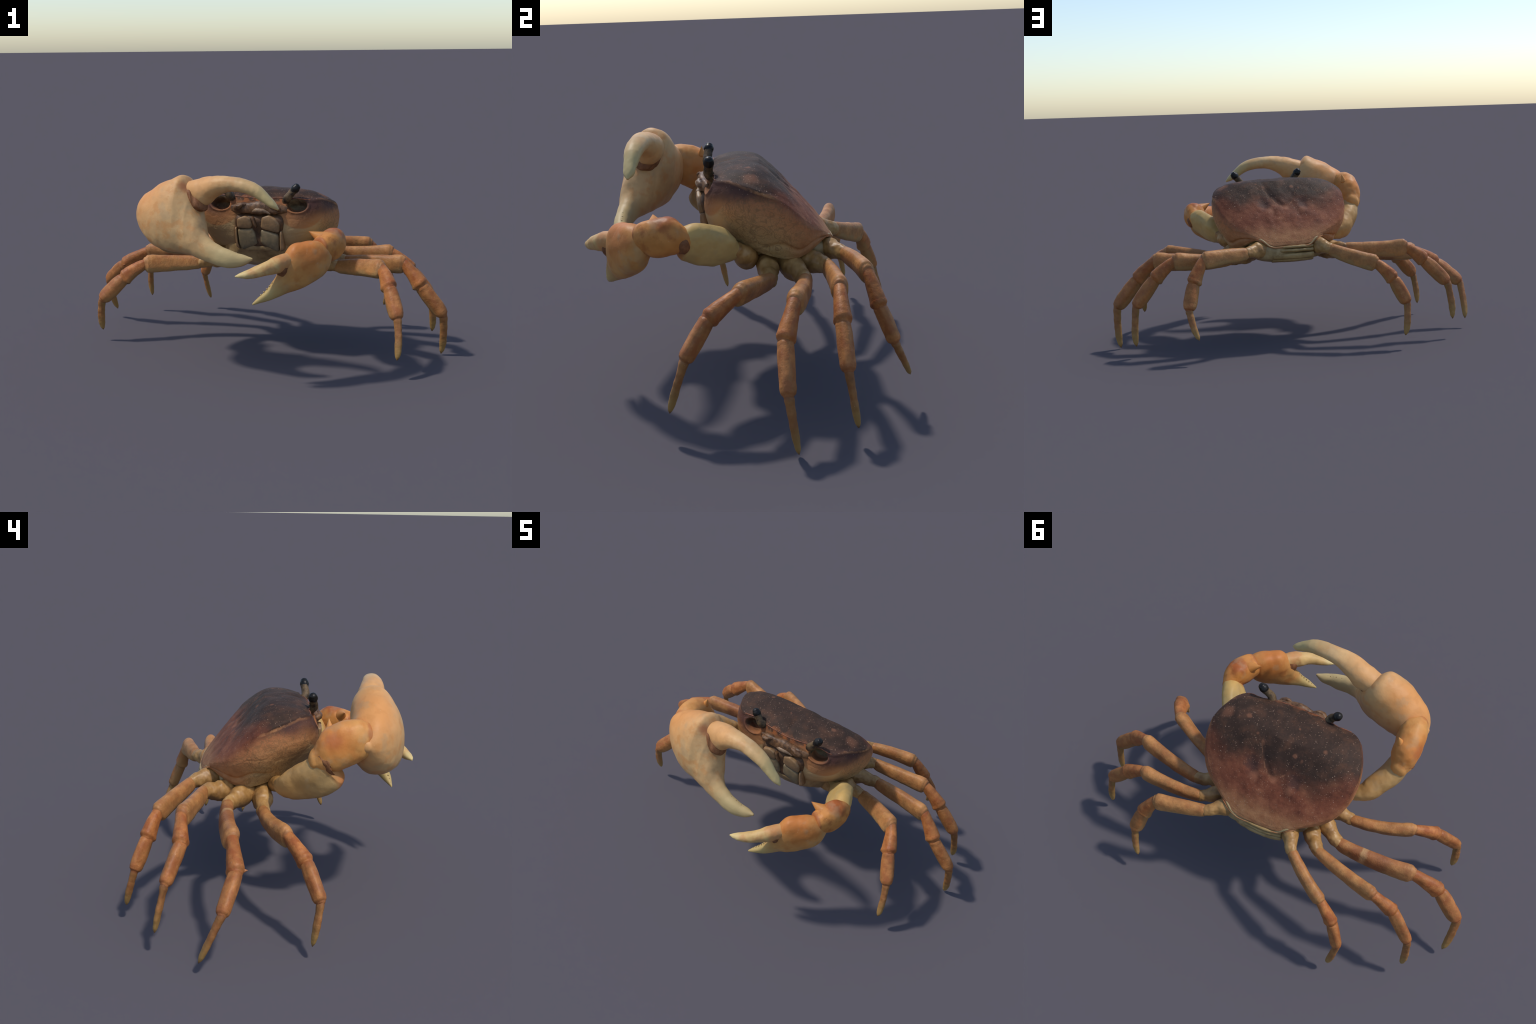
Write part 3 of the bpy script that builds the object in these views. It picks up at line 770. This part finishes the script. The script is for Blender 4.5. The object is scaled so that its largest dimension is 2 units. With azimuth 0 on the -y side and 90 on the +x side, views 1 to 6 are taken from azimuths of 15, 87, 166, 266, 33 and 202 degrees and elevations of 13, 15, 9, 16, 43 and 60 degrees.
claw(
    palm=[((-.488, -.308, .800), (-.486, -.312, .738), .050), ((-.460, -.328, .860), (-.458, -.343, .678), .078), ((-.400, -.350, .908), (-.400, -.398, .622), .099), ((-.322, -.366, .948), (-.322, -.446, .607), .112),
          ((-.242, -.376, .968), (-.238, -.476, .607), .105), ((-.190, -.430, .874), (-.182, -.498, .604), .078), ((-.156, -.474, .790), (-.138, -.512, .592), .057), ((-.126, -.504, .722), (-.082, -.521, .578), .041),
          ((-.047, -.524, .666), (-.018, -.530, .565), .033), ((.020, -.528, .641), (.042, -.532, .566), .027), ((.075, -.522, .625), (.082, -.525, .577), .022), ((.116, -.523, .612), (.117, -.523, .602), .004)],
    finger=[((-.240, -.378, .942), (-.195, -.412, .850), .052), ((-.178, -.390, .962), (-.140, -.420, .834), .060), ((-.112, -.408, .975), (-.095, -.428, .872), .054), ((-.035, -.424, .980), (-.025, -.434, .908), .044),
            ((.045, -.438, .975), (.045, -.444, .909), .038), ((.120, -.451, .950), (.105, -.453, .893), .033), ((.185, -.463, .900), (.160, -.463, .862), .027), ((.222, -.468, .860), (.204, -.468, .840), .018), ((.231, -.470, .842), (.226, -.470, .835), .004)],
    wrist=[((-.462, -.118, .752), (-.462, -.138, .664), .040), ((-.466, -.150, .816), (-.466, -.172, .652), .058), ((-.468, -.205, .856), (-.468, -.222, .655), .064), ((-.464, -.265, .874), (-.466, -.280, .685), .066),
           ((-.456, -.312, .868), (-.460, -.318, .705), .064), ((-.452, -.338, .858), (-.455, -.340, .716), .060)],
    arm=[((-.285, .008, .572), (-.275, .000, .512), .028), ((-.360, -.010, .616), (-.350, -.050, .506), .046), ((-.411, -.060, .663), (-.396, -.130, .522), .053), ((-.445, -.102, .700), (-.430, -.198, .548), .055),
         ((-.463, -.132, .726), (-.453, -.250, .597), .053), ((-.470, -.148, .732), (-.461, -.252, .611), .049)],
    mats=(M_PALM, M_FING, M_WRIST, M_ARM),
    socket=[[((-.235, -.385, .935), (-.200, -.43, .81), .050), ((-.195, -.40, .915), (-.165, -.44, .806), .056), ((-.176, -.412, .895), (-.150, -.446, .812), .046)],
            [((-.485, -.128, .745), (-.462, -.215, .640), .050), ((-.480, -.15, .755), (-.47, -.20, .660), .050)]],
    tooth=[((-.432, -.188, .828), (-.420, -.185, .866), .018)], seed=400, hip_radii=[.036, .038, .034, .028], hip=[(-.13, .01, .515), (-.20, .008, .525), (-.255, .006, .540), (-.30, .0, .548)], teeth=((-.02, -.524, .653), (.10, -.526, .6145), 9))
claw(
    palm=[((.440, -.385, .664), (.452, -.385, .594), .036), ((.403, -.440, .690), (.426, -.426, .528), .058), ((.353, -.483, .690), (.372, -.460, .488), .063), ((.302, -.524, .676), (.320, -.492, .465), .059),
          ((.268, -.544, .618), (.282, -.510, .451), .046), ((.248, -.552, .545), (.242, -.535, .436), .036), ((.208, -.562, .490), (.202, -.556, .421), .027), ((.168, -.574, .450), (.166, -.573, .411), .018), ((.133, -.583, .411), (.133, -.583, .403), .003)],
    finger=[((.300, -.532, .648), (.292, -.520, .572), .034), ((.250, -.582, .640), (.246, -.570, .560), .037), ((.198, -.620, .614), (.198, -.611, .557), .029), ((.138, -.646, .586), (.138, -.642, .547), .022),
            ((.098, -.656, .571), (.098, -.655, .549), .015), ((.072, -.661, .559), (.072, -.661, .552), .003)],
    wrist=[((.480, -.242, .680), (.466, -.257, .600), .036), ((.470, -.290, .726), (.467, -.302, .592), .052), ((.450, -.342, .731), (.457, -.352, .579), .059), ((.426, -.391, .717), (.436, -.395, .588), .056), ((.410, -.415, .702), (.420, -.417, .602), .051)],
    arm=[((.260, -.015, .582), (.255, -.010, .530), .028), ((.342, -.054, .592), (.305, -.064, .536), .036), ((.396, -.080, .638), (.322, -.094, .530), .046), ((.442, -.148, .678), (.352, -.174, .518), .049), ((.470, -.220, .690), (.396, -.246, .542), .048), ((.482, -.258, .684), (.432, -.280, .564), .044)],
    mats=(M_SPALM, M_SFING, M_SWRIST, M_SARM),
    socket=[[((.290, -.53, .640), (.285, -.52, .545), .038), ((.264, -.560, .630), (.262, -.548, .540), .038)],
            [((.482, -.245, .672), (.460, -.262, .592), .038), ((.478, -.262, .68), (.462, -.276, .592), .040)]],
    tooth=[((.428, -.362, .684), (.356, -.373, .720), .042)], seed=500, hip_radii=[.044, .048, .042, .030], hip=[(.22, -.02, .52), (.29, -.025, .522), (.335, -.038, .545), (.36, -.06, .568)], teeth=((.222, -.559, .508), (.145, -.579, .424), 7))
